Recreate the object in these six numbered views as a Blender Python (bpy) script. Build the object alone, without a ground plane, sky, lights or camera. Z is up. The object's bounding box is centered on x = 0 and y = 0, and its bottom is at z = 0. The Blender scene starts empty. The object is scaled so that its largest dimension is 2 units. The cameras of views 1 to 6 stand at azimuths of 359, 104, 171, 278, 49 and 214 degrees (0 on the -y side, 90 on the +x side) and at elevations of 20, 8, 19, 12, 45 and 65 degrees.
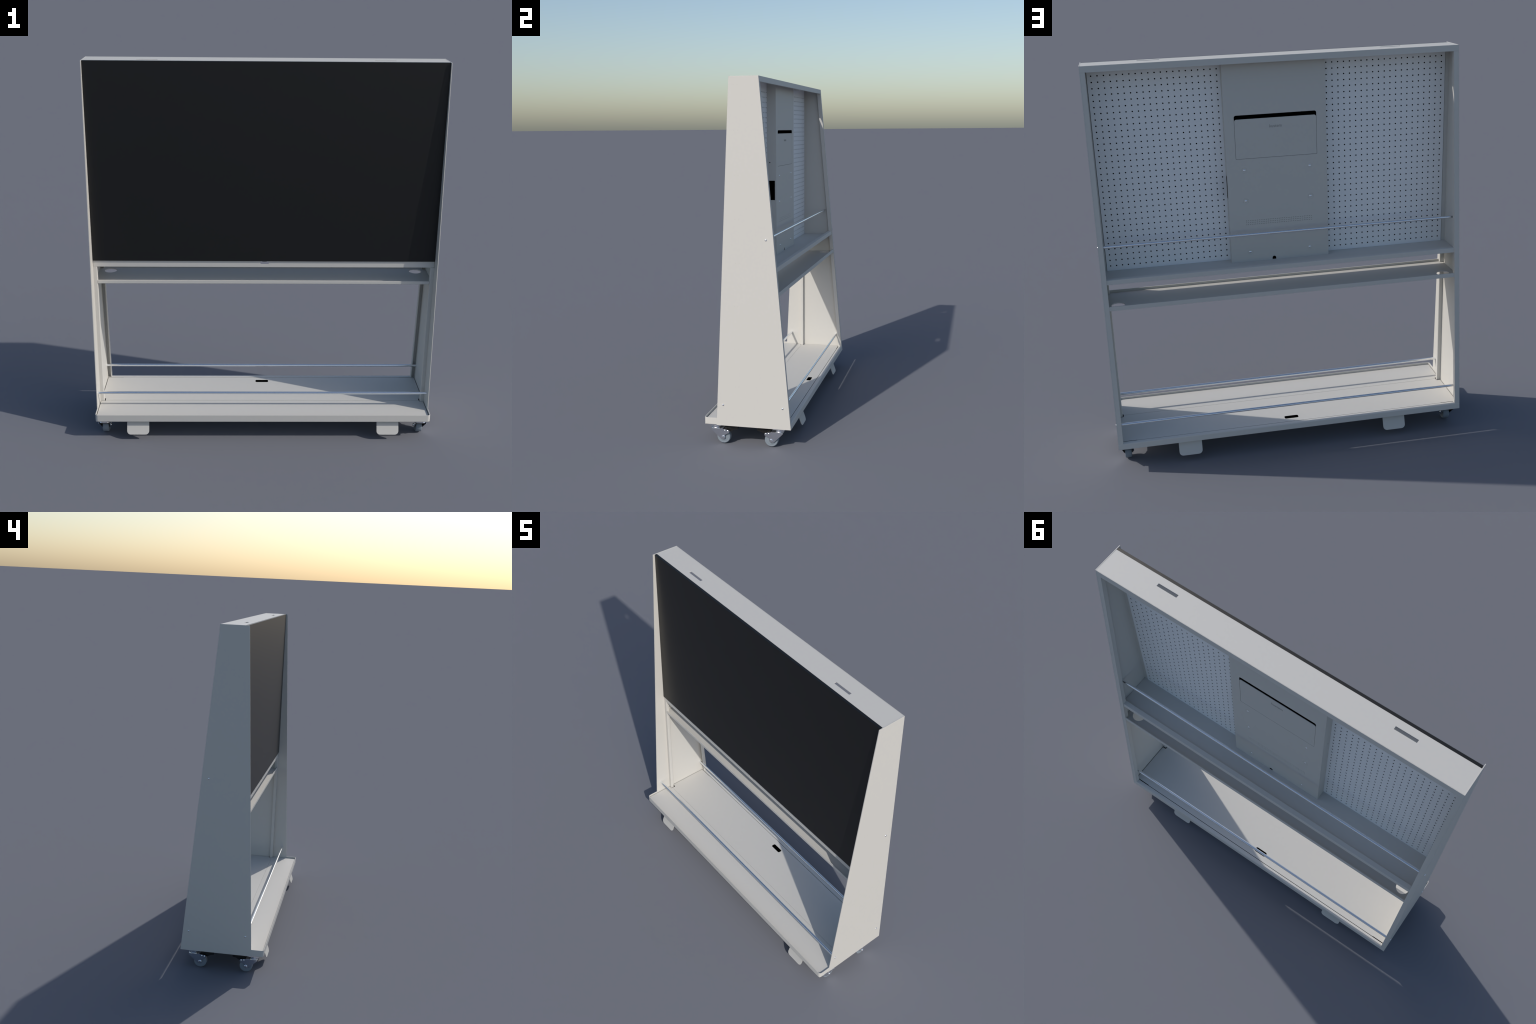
"""Mobile display cart: a tapered sheet-steel frame on four castors carrying a
large dark screen in front, two perforated boards and an equipment housing
behind, two shelves, a base tray with a boarded floor and three guard rods.
Metres, z up, front towards -y."""
import bpy
import math
from mathutils import Vector
from mathutils.geometry import tessellate_polygon

# ------------------------------------------------------------------ materials


def material(name, color, rough=0.5, metal=0.0, spec=0.5, bevel=0.0012,
             grain=0.0, grain_scale=60.0, coat=0.0):
    m = bpy.data.materials.new(name)
    m.use_nodes = True
    nt = m.node_tree
    b = nt.nodes["Principled BSDF"]
    b.inputs["Base Color"].default_value = (*color, 1)
    b.inputs["Roughness"].default_value = rough
    b.inputs["Metallic"].default_value = metal
    b.inputs["Specular IOR Level"].default_value = spec
    b.inputs["Coat Weight"].default_value = coat
    if grain > 0:
        co = nt.nodes.new("ShaderNodeTexCoord")
        no = nt.nodes.new("ShaderNodeTexNoise")
        no.inputs["Scale"].default_value = grain_scale
        no.inputs["Detail"].default_value = 4
        ra = nt.nodes.new("ShaderNodeValToRGB")
        ra.color_ramp.elements[0].position = 0.3
        ra.color_ramp.elements[1].position = 0.7
        ra.color_ramp.elements[0].color = (*[c * (1 - grain) for c in color], 1)
        ra.color_ramp.elements[1].color = (*[min(1, c * (1 + grain)) for c in color], 1)
        nt.links.new(co.outputs["Object"], no.inputs["Vector"])
        nt.links.new(no.outputs["Fac"], ra.inputs["Fac"])
        nt.links.new(ra.outputs["Color"], b.inputs["Base Color"])
    if bevel > 0:
        bv = nt.nodes.new("ShaderNodeBevel")
        bv.samples = 4
        bv.inputs["Radius"].default_value = bevel
        nt.links.new(bv.outputs["Normal"], b.inputs["Normal"])
    return m


PAINT = material("cream_powder_coat", (0.603, 0.584, 0.545), 0.55, spec=0.35, grain=0.006)
BOARD = material("perforated_white", (0.86, 0.86, 0.86), 0.55, spec=0.35, bevel=0, grain=0.006)
GLASS = material("dark_screen_glass", (0.0060, 0.0060, 0.0062), 0.42, spec=0.46, bevel=0.001)
BLACK = material("recess_shade_black", (0.0006, 0.0006, 0.0006), 0.95, spec=0.0, bevel=0)  # near-black colour standing in for shade inside holes and gaps; also screen backing
CHROME = material("polished_steel", (0.88, 0.90, 0.93), 0.20, metal=1.0, bevel=0)
ZINC = material("zinc_plate", (0.95, 0.96, 0.98), 0.20, metal=1.0, bevel=0)
RUBBER = material("grey_rubber", (0.222, 0.258, 0.295), 0.6, spec=0.3, bevel=0)
HUB = material("grey_hub_plastic", (0.19, 0.20, 0.215), 0.5, bevel=0.001)
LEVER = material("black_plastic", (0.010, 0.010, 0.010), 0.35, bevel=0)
INK = material("engraved_grey", (0.27, 0.26, 0.25), 0.6, bevel=0)
MARK = material("spot_weld_mark", (0.575, 0.553, 0.512), 0.6, bevel=0)

# ------------------------------------------------------------------ mesh tools


class Mesh:
    """Collects vertices and faces, then becomes one object."""

    def __init__(self):
        self.v, self.f, self.m = [], [], []

    def add(self, verts, faces, mat=0):
        o = len(self.v)
        self.v += [tuple(p) for p in verts]
        self.f += [tuple(i + o for i in f) for f in faces]
        self.m += [mat] * len(faces)
        return self

    def box(self, x0, x1, y0, y1, z0, z1, mat=0):
        v = [(x, y, z) for z in (z0, z1) for y in (y0, y1) for x in (x0, x1)]
        f = [(0, 2, 3, 1), (4, 5, 7, 6), (0, 1, 5, 4), (2, 6, 7, 3), (0, 4, 6, 2), (1, 3, 7, 5)]
        return self.add(v, f, mat)

    def prism(self, loops, place, lo, hi, mat=0, wall_mat=None):
        """Plate: outer outline plus holes, swept from lo to hi.
        place(u, v, w) maps plate coordinates to space."""
        flat = [p for l in loops for p in l]
        tris = tessellate_polygon([[Vector((a, b, 0)) for a, b in l] for l in loops])
        n = len(flat)
        v = [place(a, b, lo) for a, b in flat] + [place(a, b, hi) for a, b in flat]
        f = [tuple(t) for t in tris] + [tuple(i + n for i in reversed(t)) for t in tris]
        self.add(v, f, mat)
        base = len(self.v) - 2 * n
        s = 0
        for l in loops:
            k = len(l)
            walls = [(base + s + i, base + s + (i + 1) % k, base + n + s + (i + 1) % k, base + n + s + i)
                     for i in range(k)]
            self.f += walls
            self.m += [mat if wall_mat is None else wall_mat] * k
            s += k
        return self

    def lathe(self, profile, centre, axis='x', seg=32, mat=0, flip=1):
        """profile: (distance along axis, radius) pairs."""
        v = []
        for d, r in profile:
            for i in range(seg):
                a = 2 * math.pi * i / seg
                c, s = r * math.cos(a), r * math.sin(a)
                p = {'x': (d * flip, c, s), 'y': (c, d * flip, s), 'z': (c, s, d * flip)}[axis]
                v.append(tuple(centre[j] + p[j] for j in range(3)))
        f = []
        for k in range(len(profile) - 1):
            for i in range(seg):
                j = (i + 1) % seg
                f.append((k * seg + i, k * seg + j, (k + 1) * seg + j, (k + 1) * seg + i))
        if profile[0][1] > 1e-6:
            f.append(tuple(range(seg)))
        if profile[-1][1] > 1e-6:
            f.append(tuple((len(profile) - 1) * seg + i for i in range(seg)))
        return self.add(v, f, mat)

    def build(self, name, mats, parent, smooth=None, stuff=False):
        import bmesh
        me = bpy.data.meshes.new(name)
        me.from_pydata(self.v, [], self.f)
        for m in mats:
            me.materials.append(m)
        me.polygons.foreach_set("material_index", self.m)
        bm = bmesh.new()
        bm.from_mesh(me)
        bmesh.ops.remove_doubles(bm, verts=bm.verts, dist=1e-6)
        bmesh.ops.recalc_face_normals(bm, faces=bm.faces)
        bm.to_mesh(me)
        bm.free()
        if smooth:
            me.polygons.foreach_set("use_smooth", [True] * len(me.polygons))
            me.set_sharp_from_angle(angle=math.radians(smooth))
        me.update()
        return put(name, me, parent, stuff)


def put(name, me, parent, stuff=False, loc=(0, 0, 0)):
    o = bpy.data.objects.new(name, me)
    bpy.context.scene.collection.objects.link(o)
    o.parent = parent
    o.location = loc
    if stuff:
        o["kind"] = "stuff"
    return o


def rounded(points, seg=6):
    """Outline from (u, v, radius) corners."""
    out = []
    n = len(points)
    for i, (x, y, r) in enumerate(points):
        p = Vector((x, y))
        if r <= 0:
            out.append((x, y))
            continue
        a = (Vector(points[i - 1][:2]) - p).normalized()
        b = (Vector(points[(i + 1) % n][:2]) - p).normalized()
        ang = a.angle(b)
        t = r / math.tan(ang / 2)
        c = p + (a + b).normalized() * (r / math.sin(ang / 2))
        s, e = p + a * t - c, p + b * t - c
        a0 = math.atan2(s.y, s.x)
        d = math.atan2(e.y, e.x) - a0
        d = (d + math.pi) % (2 * math.pi) - math.pi
        for k in range(seg + 1):
            w = a0 + d * k / seg
            out.append((c.x + r * math.cos(w), c.y + r * math.sin(w)))
    return out


def rect(u0, u1, v0, v1, r=0.0):
    return rounded([(u0, v0, r), (u1, v0, r), (u1, v1, r), (u0, v1, r)])


def disc(u, v, r, seg=16):
    return [(u + r * math.cos(2 * math.pi * i / seg), v + r * math.sin(2 * math.pi * i / seg))
            for i in range(seg)]


def along_x(u, v, w):      # outline in y-z
    return (w, u, v)


def along_y(u, v, w):      # outline in x-z
    return (u, w, v)


def along_z(u, v, w):      # outline in x-y
    return (u, v, w)


# ------------------------------------------------------------------ dimensions

HALF = 0.9015              # outer half width
SHEET = 0.0035
IN = HALF - SHEET          # inner face of the side panels
TOP, FOOT = 2.000, 0.1103


def rear_y(z):             # rear edge of the side panels
    return 0.0785 + (TOP - z) / (TOP - FOOT) * (0.2437 - 0.0785)


def front_y(z):
    return -0.0820 + (TOP - z) / (TOP - FOOT) * (-0.1745 + 0.0820)


cart = bpy.data.objects.new("mobile_display_cart", None)
bpy.context.scene.collection.objects.link(cart)
cart["label"] = "cream steel rolling stand with large black display and pegboards behind"
cart["category"] = "display cart"

# ------------------------------------------------------------------ side panels

for sx in (1, -1):
    m = Mesh()
    outline = [(front_y(FOOT), FOOT), (rear_y(FOOT), FOOT), (rear_y(TOP), TOP), (front_y(TOP), TOP)]
    m.prism([outline], along_x, sx * IN, sx * HALF)
    # rear return flange: an open channel along the sloping edge
    def strip(near, far):
        return [(rear_y(z) - o, z) for z, o in ((FOOT + 0.002, near), (FOOT + 0.002, far), (1.985, far), (1.985, near))]
    m.prism([strip(0.0024, 0.0002)], along_x, sx * 0.8765, sx * (IN + 0.001))
    m.prism([strip(0.0240, 0.0022)], along_x, sx * 0.8765, sx * 0.8808)
    side = m.build("side_panel", [PAINT], cart)
    # spot-weld marks, faint pairs where the inner post is fixed
    w = Mesh()
    for k, z in enumerate((1.956, 1.721, 1.486, 1.251, 1.016, 0.781, 0.546, 0.334, 0.142)):
        for y in ((-0.0565, -0.0352) if z > 0.9 else (-0.0655, -0.0460)):
            w.lathe([(0, 0.0026), (0.00025, 0.0024), (0.0003, 0)], (sx * (HALF - 0.0001), y, z), 'x', 12, flip=sx)
    w.build("weld_mark", [MARK], side, stuff=True)

    # inner post: full height, stepped back behind the screen
    p = Mesh()
    x0, x1 = sx * 0.8772, sx * (IN + 0.001)
    def section(y0, y1):
        return rounded([(x0, y0, 0.004), (x1, y0, 0), (x1, y1, 0), (x0, y1, 0.004)])
    p.prism([section(-0.0668, -0.0447)], along_z, 0.116, 0.9342)
    p.prism([section(-0.0560, -0.0447)], along_z, 0.9342, 0.9710)
    p.prism([section(-0.0560, -0.0374)], along_z, 0.9710, 1.990)
    p.build("post", [PAINT], cart, smooth=30)

# ------------------------------------------------------------------ top panel

m = Mesh()
slots = [rect(s * 0.5865 - 0.0525, s * 0.5865 + 0.0525, -0.0225, -0.0070) for s in (1, -1)]
m.prism([rect(-0.8985, 0.8985, -0.0571, 0.0770)] + slots, along_z, 1.9968, 1.9995)
sk = [(rear_y(z) + o, z) for z, o in ((1.9706, -0.0012), (1.9706, 0.0006), (1.9996, 0.0006), (1.9996, -0.0012))]
m.prism([sk], along_x, -HALF + 0.0003, HALF - 0.0003)
m.box(-0.8985, 0.8985, -0.0571, -0.0549, 1.985, 1.9968)
m.box(-0.8985, 0.8985, rear_y(1.97) - 0.012, rear_y(1.97) - 0.001, 1.9706, 1.9728)
for s in (1, -1):          # turned-down front edge of each handle slot
    m.box(s * 0.5865 - 0.0560, s * 0.5865 + 0.0560, -0.0292, -0.0274, 1.985, 1.9972)
m.build("top_panel", [PAINT], cart)

# ------------------------------------------------------------------ screen

m = Mesh()
m.box(-0.8962, 0.8962, -0.0716, -0.0576, 0.9697, 1.9993)
m.build("display_screen", [GLASS], cart)
m = Mesh()
m.box(-0.8738, 0.8738, -0.0575, -0.0395, 0.9745, 1.982)
m.build("screen_backing", [BLACK], cart)

# ------------------------------------------------------------------ pegboards

PITCH, HOLE = 0.02942, 0.0035
COLS, ROWS = 21, 33
Y_PEG = -0.0354
for sx in (1, -1):
    m = Mesh()
    xa, xb, za, zb = 0.2500, 0.8755, 0.9722, 1.9960
    cx0, cz0 = 0.2679, 0.9976
    seg = 16
    for i in range(COLS):
        for j in range(ROWS):
            cx, cz = cx0 + i * PITCH, cz0 + j * PITCH
            ring, outer, back = [], [], []
            for k in range(seg):
                a = 2 * math.pi * k / seg
                c, s = math.cos(a), math.sin(a)
                q = PITCH / 2 / max(abs(c), abs(s))
                ring.append((sx * (cx + HOLE * c), Y_PEG, cz + HOLE * s))
                back.append((sx * (cx + HOLE * c), Y_PEG - 0.0012, cz + HOLE * s))
                outer.append((sx * (cx + q * c), Y_PEG, cz + q * s))
            f = []
            for k in range(seg):
                n = (k + 1) % seg
                f.append((k, n, seg + n, seg + k))
            m.add(ring + outer, f)
            m.add(ring + back, f, 1)  # hole walls coloured black in place of shade
    # solid margins around the drilled field
    x0, x1 = cx0 - PITCH / 2, cx0 + (COLS - 0.5) * PITCH
    z0, z1 = cz0 - PITCH / 2, cz0 + (ROWS - 0.5) * PITCH
    for a, b, c, d in ((xa, x0, za, zb), (x1, xb, za, zb), (x0, x1, za, z0), (x0, x1, z1, zb)):
        m.add([(sx * a, Y_PEG, c), (sx * b, Y_PEG, c), (sx * b, Y_PEG, d), (sx * a, Y_PEG, d)], [(0, 1, 2, 3)])
    # folded edges
    for a, b, c, d in ((xa, za, xa, zb), (xb, za, xb, zb), (xa, za, xb, za), (xa, zb, xb, zb)):
        m.add([(sx * a, Y_PEG, b), (sx * c, Y_PEG, d), (sx * c, Y_PEG - 0.009, d), (sx * a, Y_PEG - 0.009, b)],
              [(0, 1, 2, 3)])
    m.build("pegboard", [BOARD, BLACK], cart)

# ------------------------------------------------------------------ equipment housing

Y_BOX = 0.0186
XB = 0.2510
housing_holes = []
door_hole = rounded([(-0.2030, 1.5034, 0.003), (0.2030, 1.5034, 0.003),
                     (0.2030, 1.7184, 0.010), (-0.2030, 1.7184, 0.010)])
cable = [(0.0323 - 0.0095, 0.9735), (0.0323 + 0.0095, 0.9735)] + \
        [(0.0323 + 0.0095 * math.cos(a), 0.9812 + 0.0095 * math.sin(a))
         for a in [math.pi * k / 12 for k in range(13)]]
SCREWS = [(s * x, z) for x, z in ((0.1643, 1.4459), (0.1642, 1.2896), (0.1537, 1.0220)) for s in (1, -1)]
cups = [disc(x, z, 0.0138, 28) for x, z in SCREWS]
vents = [disc(-0.1655 + 0.331 * i / 36, z, 0.0015, 8) for z in (1.1876, 1.1776, 1.1676) for i in range(37)]

m = Mesh()
m.prism([rect(-XB, XB, 0.9712, 1.9960), door_hole, cable] + cups + vents, along_y, Y_BOX - 0.0016, Y_BOX,
        wall_mat=0)
for x, z in SCREWS:        # pressed countersinks
    m.lathe([(0, 0.0138), (-0.0042, 0.0082), (-0.0044, 0)], (x, Y_BOX, z), 'y', 28)
for sx in (1, -1):
    loops = [[(Y_PEG - 0.002, 0.9712), (Y_BOX - 0.0016, 0.9712), (Y_BOX - 0.0016, 1.9960), (Y_PEG - 0.002, 1.9960)],
             disc(-0.0198, 1.5280, 0.0036, 16)]
    if sx > 0:
        loops.append(rect(-0.0280, 0.0107, 1.3038, 1.4202, 0.002))
    m.prism(loops, along_x, sx * (XB - 0.0016), sx * XB)
housing = m.build("equipment_housing", [PAINT], cart)

m = Mesh()
m.box(-XB + 0.0022, XB - 0.0022, Y_PEG - 0.003, Y_BOX - 0.0060, 0.9725, 1.9740)  # black blocks added so vents, door gap and cable hole look unlit
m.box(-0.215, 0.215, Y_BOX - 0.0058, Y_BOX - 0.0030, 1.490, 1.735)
m.box(-0.172, 0.172, Y_BOX - 0.0058, Y_BOX - 0.0020, 1.160, 1.196)
m.box(0.0323 - 0.014, 0.0323 + 0.014, Y_BOX - 0.0058, Y_BOX - 0.0018, 0.9730, 0.9960)
m.build("housing_dark_fill", [BLACK], housing)

m = Mesh()
m.prism([rounded([(-0.2018, 1.5046, 0.002), (0.2018, 1.5046, 0.002),
                  (0.2018, 1.6985, 0.010), (-0.2018, 1.6985, 0.010)])], along_y, Y_BOX - 0.0024, Y_BOX - 0.0004)
door = m.build("access_door", [PAINT], housing)

cu = bpy.data.curves.new("lettering", 'FONT')
cu.body = "kustem"
cu.align_x = 'CENTER'
cu.size = 0.0175
cu.extrude = 0.0003
txt = bpy.data.objects.new("lettering_source", cu)
bpy.context.scene.collection.objects.link(txt)
dg = bpy.context.evaluated_depsgraph_get()
dg.update()
me = bpy.data.meshes.new_from_object(txt.evaluated_get(dg))
bpy.data.objects.remove(txt)
xs = [v.co.x for v in me.vertices]
k = 0.0612 / (max(xs) - min(xs))
mid = (max(xs) + min(xs)) / 2
for v in me.vertices:      # reads from behind: +x runs to the left
    v.co = (-(v.co.x - mid) * k + 0.0005, Y_BOX - 0.0002 + v.co.z * 0.5, 1.6508 + v.co.y * k)
me.materials.clear()
me.materials.append(INK)
me.name = "lettering"
put("lettering", me, door)

m = Mesh()
m.lathe([(-0.0044, 0.0072), (-0.0016, 0.0070), (0.0004, 0.0058), (0.0018, 0.0038), (0.0024, 0.0018), (0.0025, 0)], (0, 0, 0), 'y', 20)
proto = m.build("housing_screw", [CHROME], housing, smooth=40)
proto.location = (SCREWS[0][0], Y_BOX, SCREWS[0][1])
for x, z in SCREWS[1:]:
    put("housing_screw", proto.data, housing, loc=(x, Y_BOX, z))

# ------------------------------------------------------------------ upper shelf

m = Mesh()
prof = [(-0.0563, 0.9688), (-0.0563, 0.9718), (0.1372, 0.9718), (0.1372, 0.9912), (0.1384, 0.9923), (0.1614, 0.9923),
        (0.1624, 0.9912), (0.1646, 0.9698), (0.1400, 0.9698), (0.1380, 0.9688), (-0.0480, 0.9688)]
m.prism([prof], along_x, -0.8966, 0.8966)
upper = m.build("upper_shelf", [PAINT], cart)
m = Mesh()
zt, zb_ = 0.9692, 0.9346
m.prism([rect(-0.8966, 0.8966, zb_, zt), rect(-0.0212, 0.0240, 0.9512, 0.9664, 0.0070)], along_y, -0.0658, -0.0632)
for s in (1, -1):
    m.prism([rect(s * 0.8966, s * 0.030, -0.0634, -0.0478)], along_z, 0.9662, 0.9686)
    m.prism([rect(s * 0.8966, s * 0.030, -0.0634, -0.0560)], along_z, 0.9348, 0.9366)
rail = m.build("front_rail", [PAINT], upper)
m = Mesh()
m.box(-0.0100, 0.0130, -0.0630, -0.0600, 0.9634, 0.9684)  # added dark bar imitating the shaded flange edge behind the notch
m.build("flange_shade_bar", [LEVER], rail)

# ------------------------------------------------------------------ lower shelf

m = Mesh()
ZL = 0.8448
yb = 0.1735
ring = [(-0.8762, -0.0660), (0.8762, -0.0660), (0.8762, -0.0440), (0.8962, -0.0440), (0.8962, 0.150), (0.876, yb),
        (-0.876, yb), (-0.8962, 0.150), (-0.8962, -0.0440), (-0.8762, -0.0440)]
m.prism([ring, disc(0.834, 0.1178, 0.0336, 40), disc(-0.834, 0.1178, 0.0336, 40)], along_z, ZL - 0.0052, ZL)
m.prism([[(-0.0668, 0.8418), (-0.0668, 0.8570), (-0.0626, 0.8570), (-0.0626, 0.8418)]], along_x, -0.8766, 0.8766)
m.prism([[(yb - 0.0014, 0.8395), (yb - 0.0014, 0.8606), (yb + 0.0030, 0.8606), (yb + 0.0044, 0.8395)]], along_x, -0.8775, 0.8775)
m.build("lower_shelf", [PAINT], cart)

# ------------------------------------------------------------------ base tray

m = Mesh()
X, YF, YJ = HALF - 0.0003, -0.2454, -0.1700
r = 0.016
rim_out = rounded([(-X, YJ, 0), (-X, YF, r), (X, YF, r), (X, YJ, 0)], 8)
t = 0.0030
rim_in = rounded([(-X + t, YJ, 0), (-X + t, YF + t, r - t), (X - t, YF + t, r - t), (X - t, YJ, 0)], 8)
m.prism([rim_out + rim_in[::-1]], along_z, 0.1140, 0.1514)
# pressed bottom pan with a small rolled lower edge
pan = rounded([(-X, YJ, 0), (-X, YF, r), (X, YF, r), (X, YJ, 0)], 8)
pan2 = rounded([(-X + 0.002, YJ, 0), (-X + 0.002, YF + 0.002, r), (X - 0.002, YF + 0.002, r), (X - 0.002, YJ, 0)], 8)
n = len(pan)
m.add([(a, b, 0.1140) for a, b in pan] + [(a, b, 0.1118) for a, b in pan2],
      [(i, (i + 1) % n, n + (i + 1) % n, n + i) for i in range(n)] + [tuple(range(n, 2 * n))])
m.box(-IN, IN, YF + 0.004, 0.2400, 0.1118, 0.1142)
# rear edge: flat strip, rounded shoulder, sloping face
fy = rear_y
shoulder = [(0.2184, 0.1395), (0.2184, 0.1180), (0.2200, 0.1180), (0.2200, 0.1370), (fy(0.137) - 0.004, 0.1370), (fy(0.1106) - 0.0020, 0.1106),
            (fy(0.1106) + 0.0006, 0.1106), (fy(0.1355) + 0.0006, 0.1355)]
for kk in range(1, 6):
    a = math.pi / 2 * kk / 6
    shoulder.append((fy(0.1355) + 0.0006 - 0.006 * (1 - math.cos(a)), 0.1355 + 0.0058 * math.sin(a)))
shoulder.append((fy(0.1355) - 0.0054, 0.1413))
shoulder[0] = (0.2184, 0.1407)
m.prism([shoulder], along_x, -HALF + 0.0003, HALF - 0.0003)
tray = m.build("base_tray", [PAINT], cart, smooth=35)

# floor boards, split lengthwise, notched round the posts
SEAM = -0.0580
XF = 0.8945
NX, NF, NR = 0.8722, -0.0692, -0.0378


def end_relief(y, yin, sgn):
    """Slightly recessed stretch near each end of a long edge."""
    return [(sgn * XF, yin, 0.010), (sgn * 0.806, yin, 0), (sgn * 0.806, y, 0)]


front_board = [(XF, NF, 0), (NX, NF, 0.005), (NX, SEAM - 0.0005, 0), (-NX, SEAM - 0.0005, 0), (-NX, NF, 0.005), (-XF, NF, 0)] + \
    end_relief(-0.2421, -0.2398, -1) + end_relief(-0.2421, -0.2398, 1)[::-1]
rear_board = [(-XF, NR, 0), (-NX, NR, 0.005), (-NX, SEAM + 0.0005, 0), (NX, SEAM + 0.0005, 0), (NX, NR, 0.005), (XF, NR, 0)] + \
    end_relief(0.2155, 0.2135, 1) + end_relief(0.2155, 0.2135, -1)[::-1]
slot = rect(-0.0367, 0.0367, 0.1570, 0.1840, 0.0085)
m = Mesh()
m.prism([rounded(front_board)], along_z, 0.1260, 0.1400, wall_mat=1)  # board edges painted black to darken the gaps round them
m.build("floor_board", [PAINT, BLACK], tray)
m = Mesh()
m.prism([rounded(rear_board), slot], along_z, 0.1260, 0.1400, wall_mat=1)  # edges and slot walls painted black as shade
m.build("floor_board", [PAINT, BLACK], tray)
m = Mesh()
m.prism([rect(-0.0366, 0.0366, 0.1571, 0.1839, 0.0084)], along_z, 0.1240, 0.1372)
for s in (1, -1):
    m.prism([rect(s * 0.8690, s * 0.8950, -0.0720, -0.0300)], along_z, 0.1240, 0.1258)
m.box(-IN + 0.001, IN - 0.001, YF + 0.0045, 0.2175, 0.1230, 0.1238)
m.build("gap_dark_fill", [BLACK], tray)  # black plates added beneath so slot, notches and gaps read dark
m = Mesh()
m.box(-NX, NX, SEAM - 0.0006, SEAM + 0.0006, 0.1300, 0.1395)  # filler strip added so the seam between boards stays light
m.build("seam_filler", [PAINT], tray)

# splayed skirt plates under the tray
def skirt(x, sy, name="skirt_plate"):
    a = math.atan2(0.015, 0.0426)
    w = 0.0592
    top, bot = 0.0, -0.0845
    out = rounded([(x - w, top, 0), (x + w, top, 0), (x + w, bot, 0.020), (x - w, bot, 0.020)], 10)
    def place(u, v, q):
        y = 0.2178 - v * math.sin(a) + q * math.cos(a)
        z = 0.1140 + v * math.cos(a) + q * math.sin(a)
        return (u, sy * y, z)
    mm = Mesh()
    mm.prism([out], place, -0.0030, 0.0)
    mm.build(name, [PAINT], tray)


for s in (1, -1):
    skirt(s * 0.6745, -1)
    skirt(s * 0.5405, 1)

# ------------------------------------------------------------------ guard rods

for y, z in ((-0.1355, 0.2285), (0.1985, 0.2283), (0.1118, 1.1448)):
    m = Mesh()
    m.lathe([(-IN - 0.001, 0.0071), (IN + 0.001, 0.0071)], (0, y, z), 'x', 24)
    rod = m.build("guard_rod", [CHROME], cart, smooth=40)
    for sx in (1, -1):
        m = Mesh()
        m.lathe([(0, 0.0060), (0.0016, 0.0058), (0.0034, 0.0044), (0.0044, 0.0022), (0.0046, 0)],
                (sx * (HALF - 0.0002), y, z), 'x', 20, flip=sx)
        m.build("rod_screw", [CHROME], rod, smooth=40)

# ------------------------------------------------------------------ castors

RW = 0.0375                # wheel radius
XW = 0.8590                # wheel centre
HW = 0.0170                # half tread width


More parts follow.
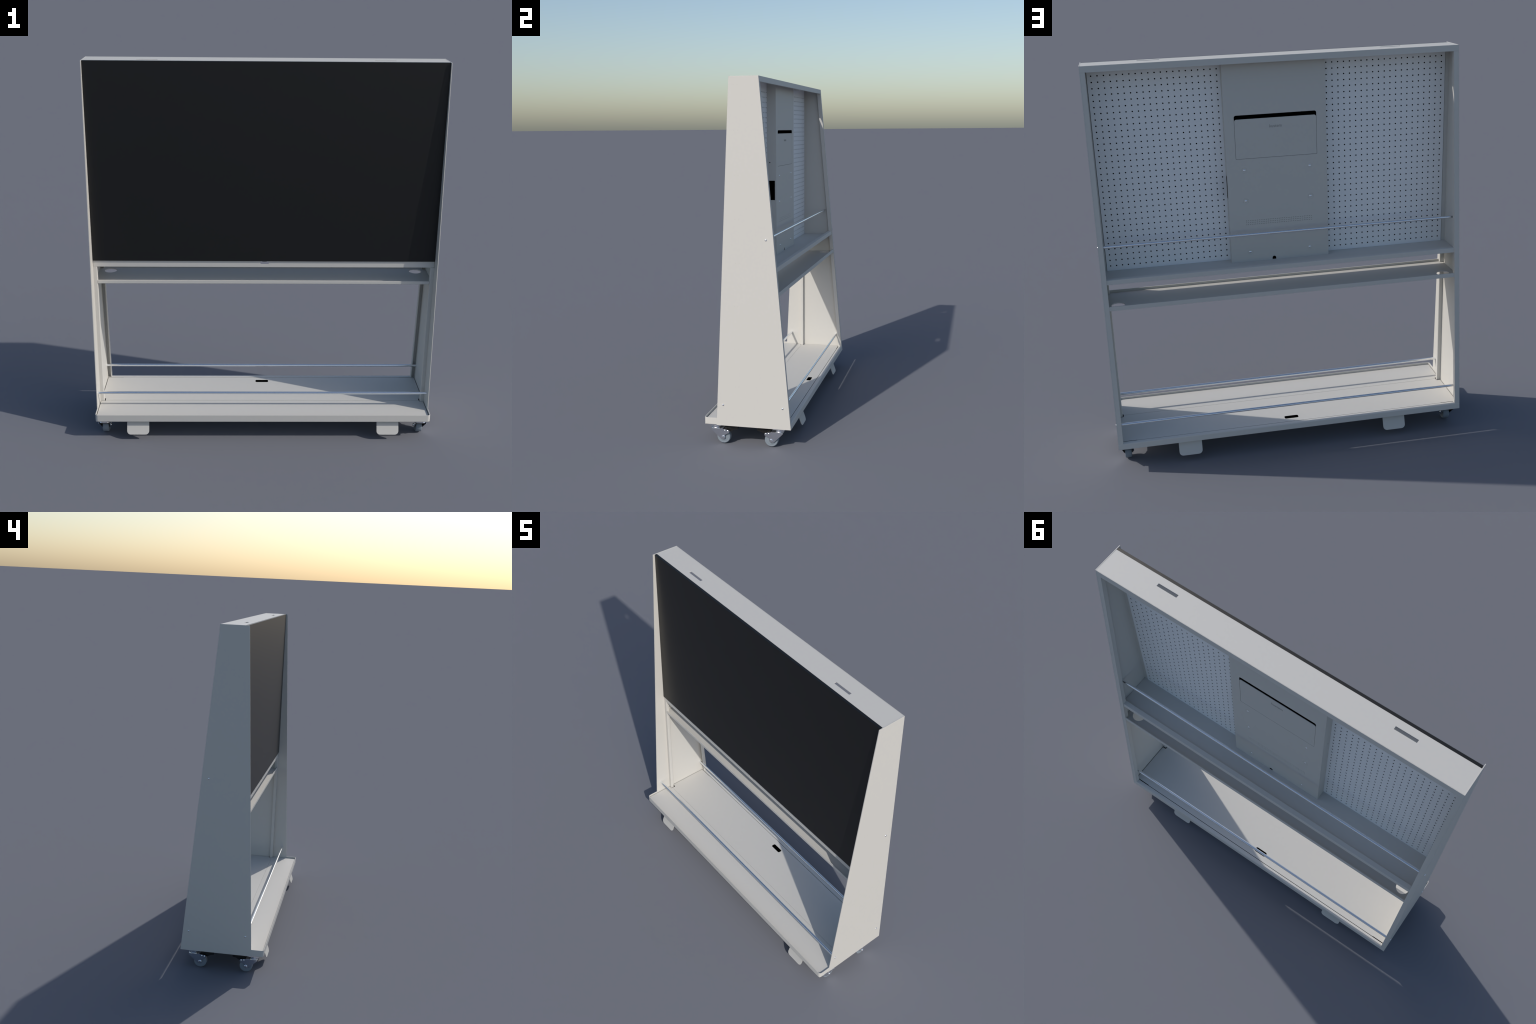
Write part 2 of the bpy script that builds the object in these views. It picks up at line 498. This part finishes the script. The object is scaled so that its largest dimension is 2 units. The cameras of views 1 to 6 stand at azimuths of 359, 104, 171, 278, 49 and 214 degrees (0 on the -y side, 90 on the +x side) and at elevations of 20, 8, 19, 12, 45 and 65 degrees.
def castor(sx, sy, ya):
    """sy: which way the swivel sits from the axle (-1 front castor)."""
    root = bpy.data.objects.new("castor", None)
    bpy.context.scene.collection.objects.link(root)
    root.parent = cart
    cx = sx * XW
    flare = lambda v: 0.0090 * max(0.0, min(1.0, v / 0.046))
    P = lambda u, v, w: (cx + w, ya + sy * u, RW + v)   # u towards the swivel
    w_ = Mesh()
    w_.lathe([(-HW, 0.0225), (-HW, RW - 0.004), (-HW + 0.0015, RW - 0.0015), (-HW + 0.004, RW),
              (HW - 0.004, RW), (HW - 0.0015, RW - 0.0015), (HW, RW - 0.004), (HW, 0.0300), (HW - 0.0006, 0.0290),
              (HW - 0.0006, 0.0270), (HW, 0.0260), (HW, 0.0225)], (cx, ya, RW), 'x', 48, mat=0)
    w_.lathe([(-HW - 0.0006 + 0.004, 0.0228), (HW + 0.0006 - 0.004, 0.0228)], (cx, ya, RW), 'x', 40, mat=1)
    w_.build("wheel", [RUBBER, HUB], root, smooth=35)
    f = Mesh()
    cheek = rounded([(0.068, 0.0500, 0.006), (0.068, 0.0440, 0.004), (0.013, -0.0120, 0.012), (-0.013, -0.0120, 0.012),
                     (-0.009, 0.0130, 0.006), (-0.036, 0.0290, 0.008), (-0.0355, 0.0440, 0.007), (0.004, 0.0500, 0.03)], 6)
    for s in (1, -1):
        f.prism([cheek], lambda u, v, w: P(u, v, w + s * flare(v)), s * 0.0205, s * 0.0230)
    top = rounded([(0.0695, -0.0318, 0.018), (0.0695, 0.0318, 0.018), (0.000, 0.0318, 0.001), (0.000, -0.0318, 0.001)], 6)
    f.prism([top], lambda u, v, w: P(u, w, v), 0.0478, 0.0504)
    # swivel race and mounting plate
    pv = ya + sy * 0.0440
    f.lathe([(0.0875, 0.0225), (0.0885, 0.0275), (0.0925, 0.0285), (0.0945, 0.0255), (0.0960, 0.0285), (0.1005, 0.0300),
             (0.1020, 0.0280), (0.1035, 0.0280)], (cx, pv, 0), 'z', 40)
    f.prism([rect(cx - 0.034, cx + 0.034, pv - 0.034, pv + 0.034, 0.006)], along_z, 0.1035, 0.1119)
    # axle nuts and brake rivets
    for s in (1, -1):
        f.lathe([(0.0220, 0.0100), (0.0268, 0.0096), (0.0294, 0.0070), (0.0304, 0)], (cx, ya, RW), 'x', 24, flip=s)
        for u, v in ((-0.011, 0.0405), (-0.027, 0.0385)):
            f.lathe([(0.0290, 0.0046), (0.0330, 0.0040), (0.0344, 0.0022), (0.0348, 0)], (cx, ya + sy * u, RW + v), 'x', 14, flip=s)
    f.lathe([(-0.026, 0.0042), (0.026, 0.0042)], (cx, ya, RW), 'x', 16)
    f.build("fork", [ZINC], root, smooth=35)
    b = Mesh()
    lever = rounded([(-0.004, 0.0560, 0.004), (-0.004, 0.0440, 0.004), (-0.022, 0.0350, 0.004), (-0.040, 0.0330, 0.004),
                     (-0.062, 0.0450, 0.004), (-0.080, 0.0480, 0.003), (-0.082, 0.0600, 0.003), (-0.060, 0.0600, 0.006)], 5)
    b.prism([lever], P, -0.0165, 0.0165)
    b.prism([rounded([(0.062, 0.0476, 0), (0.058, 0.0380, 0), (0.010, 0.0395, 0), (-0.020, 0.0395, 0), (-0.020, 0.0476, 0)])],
            lambda u, v, w: P(u, v, w + (flare(v) if w > 0 else -flare(v))), -0.0206, 0.0206)  # added black block standing in for shade inside the fork
    shade_lining = rounded([(0.066, 0.0470, 0.005), (0.064, 0.0420, 0.004), (0.013, -0.0080, 0.012), (-0.011, -0.0080, 0.012),
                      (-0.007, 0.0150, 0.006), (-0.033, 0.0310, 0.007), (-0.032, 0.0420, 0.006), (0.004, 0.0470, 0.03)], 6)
    for s in (1, -1):      # added black sheets: shade on the inner cheek faces, put in as colour
        b.prism([shade_lining], lambda u, v, w: P(u, v, w + s * flare(v)), s * 0.0182, s * 0.0203)
    b.build("brake_lever_fork_shade", [LEVER], root, smooth=30)  # real lever, joined with the added dark fork filling


for sx in (1, -1):
    castor(sx, -1, -0.1425)
    castor(sx, 1, 0.1290)
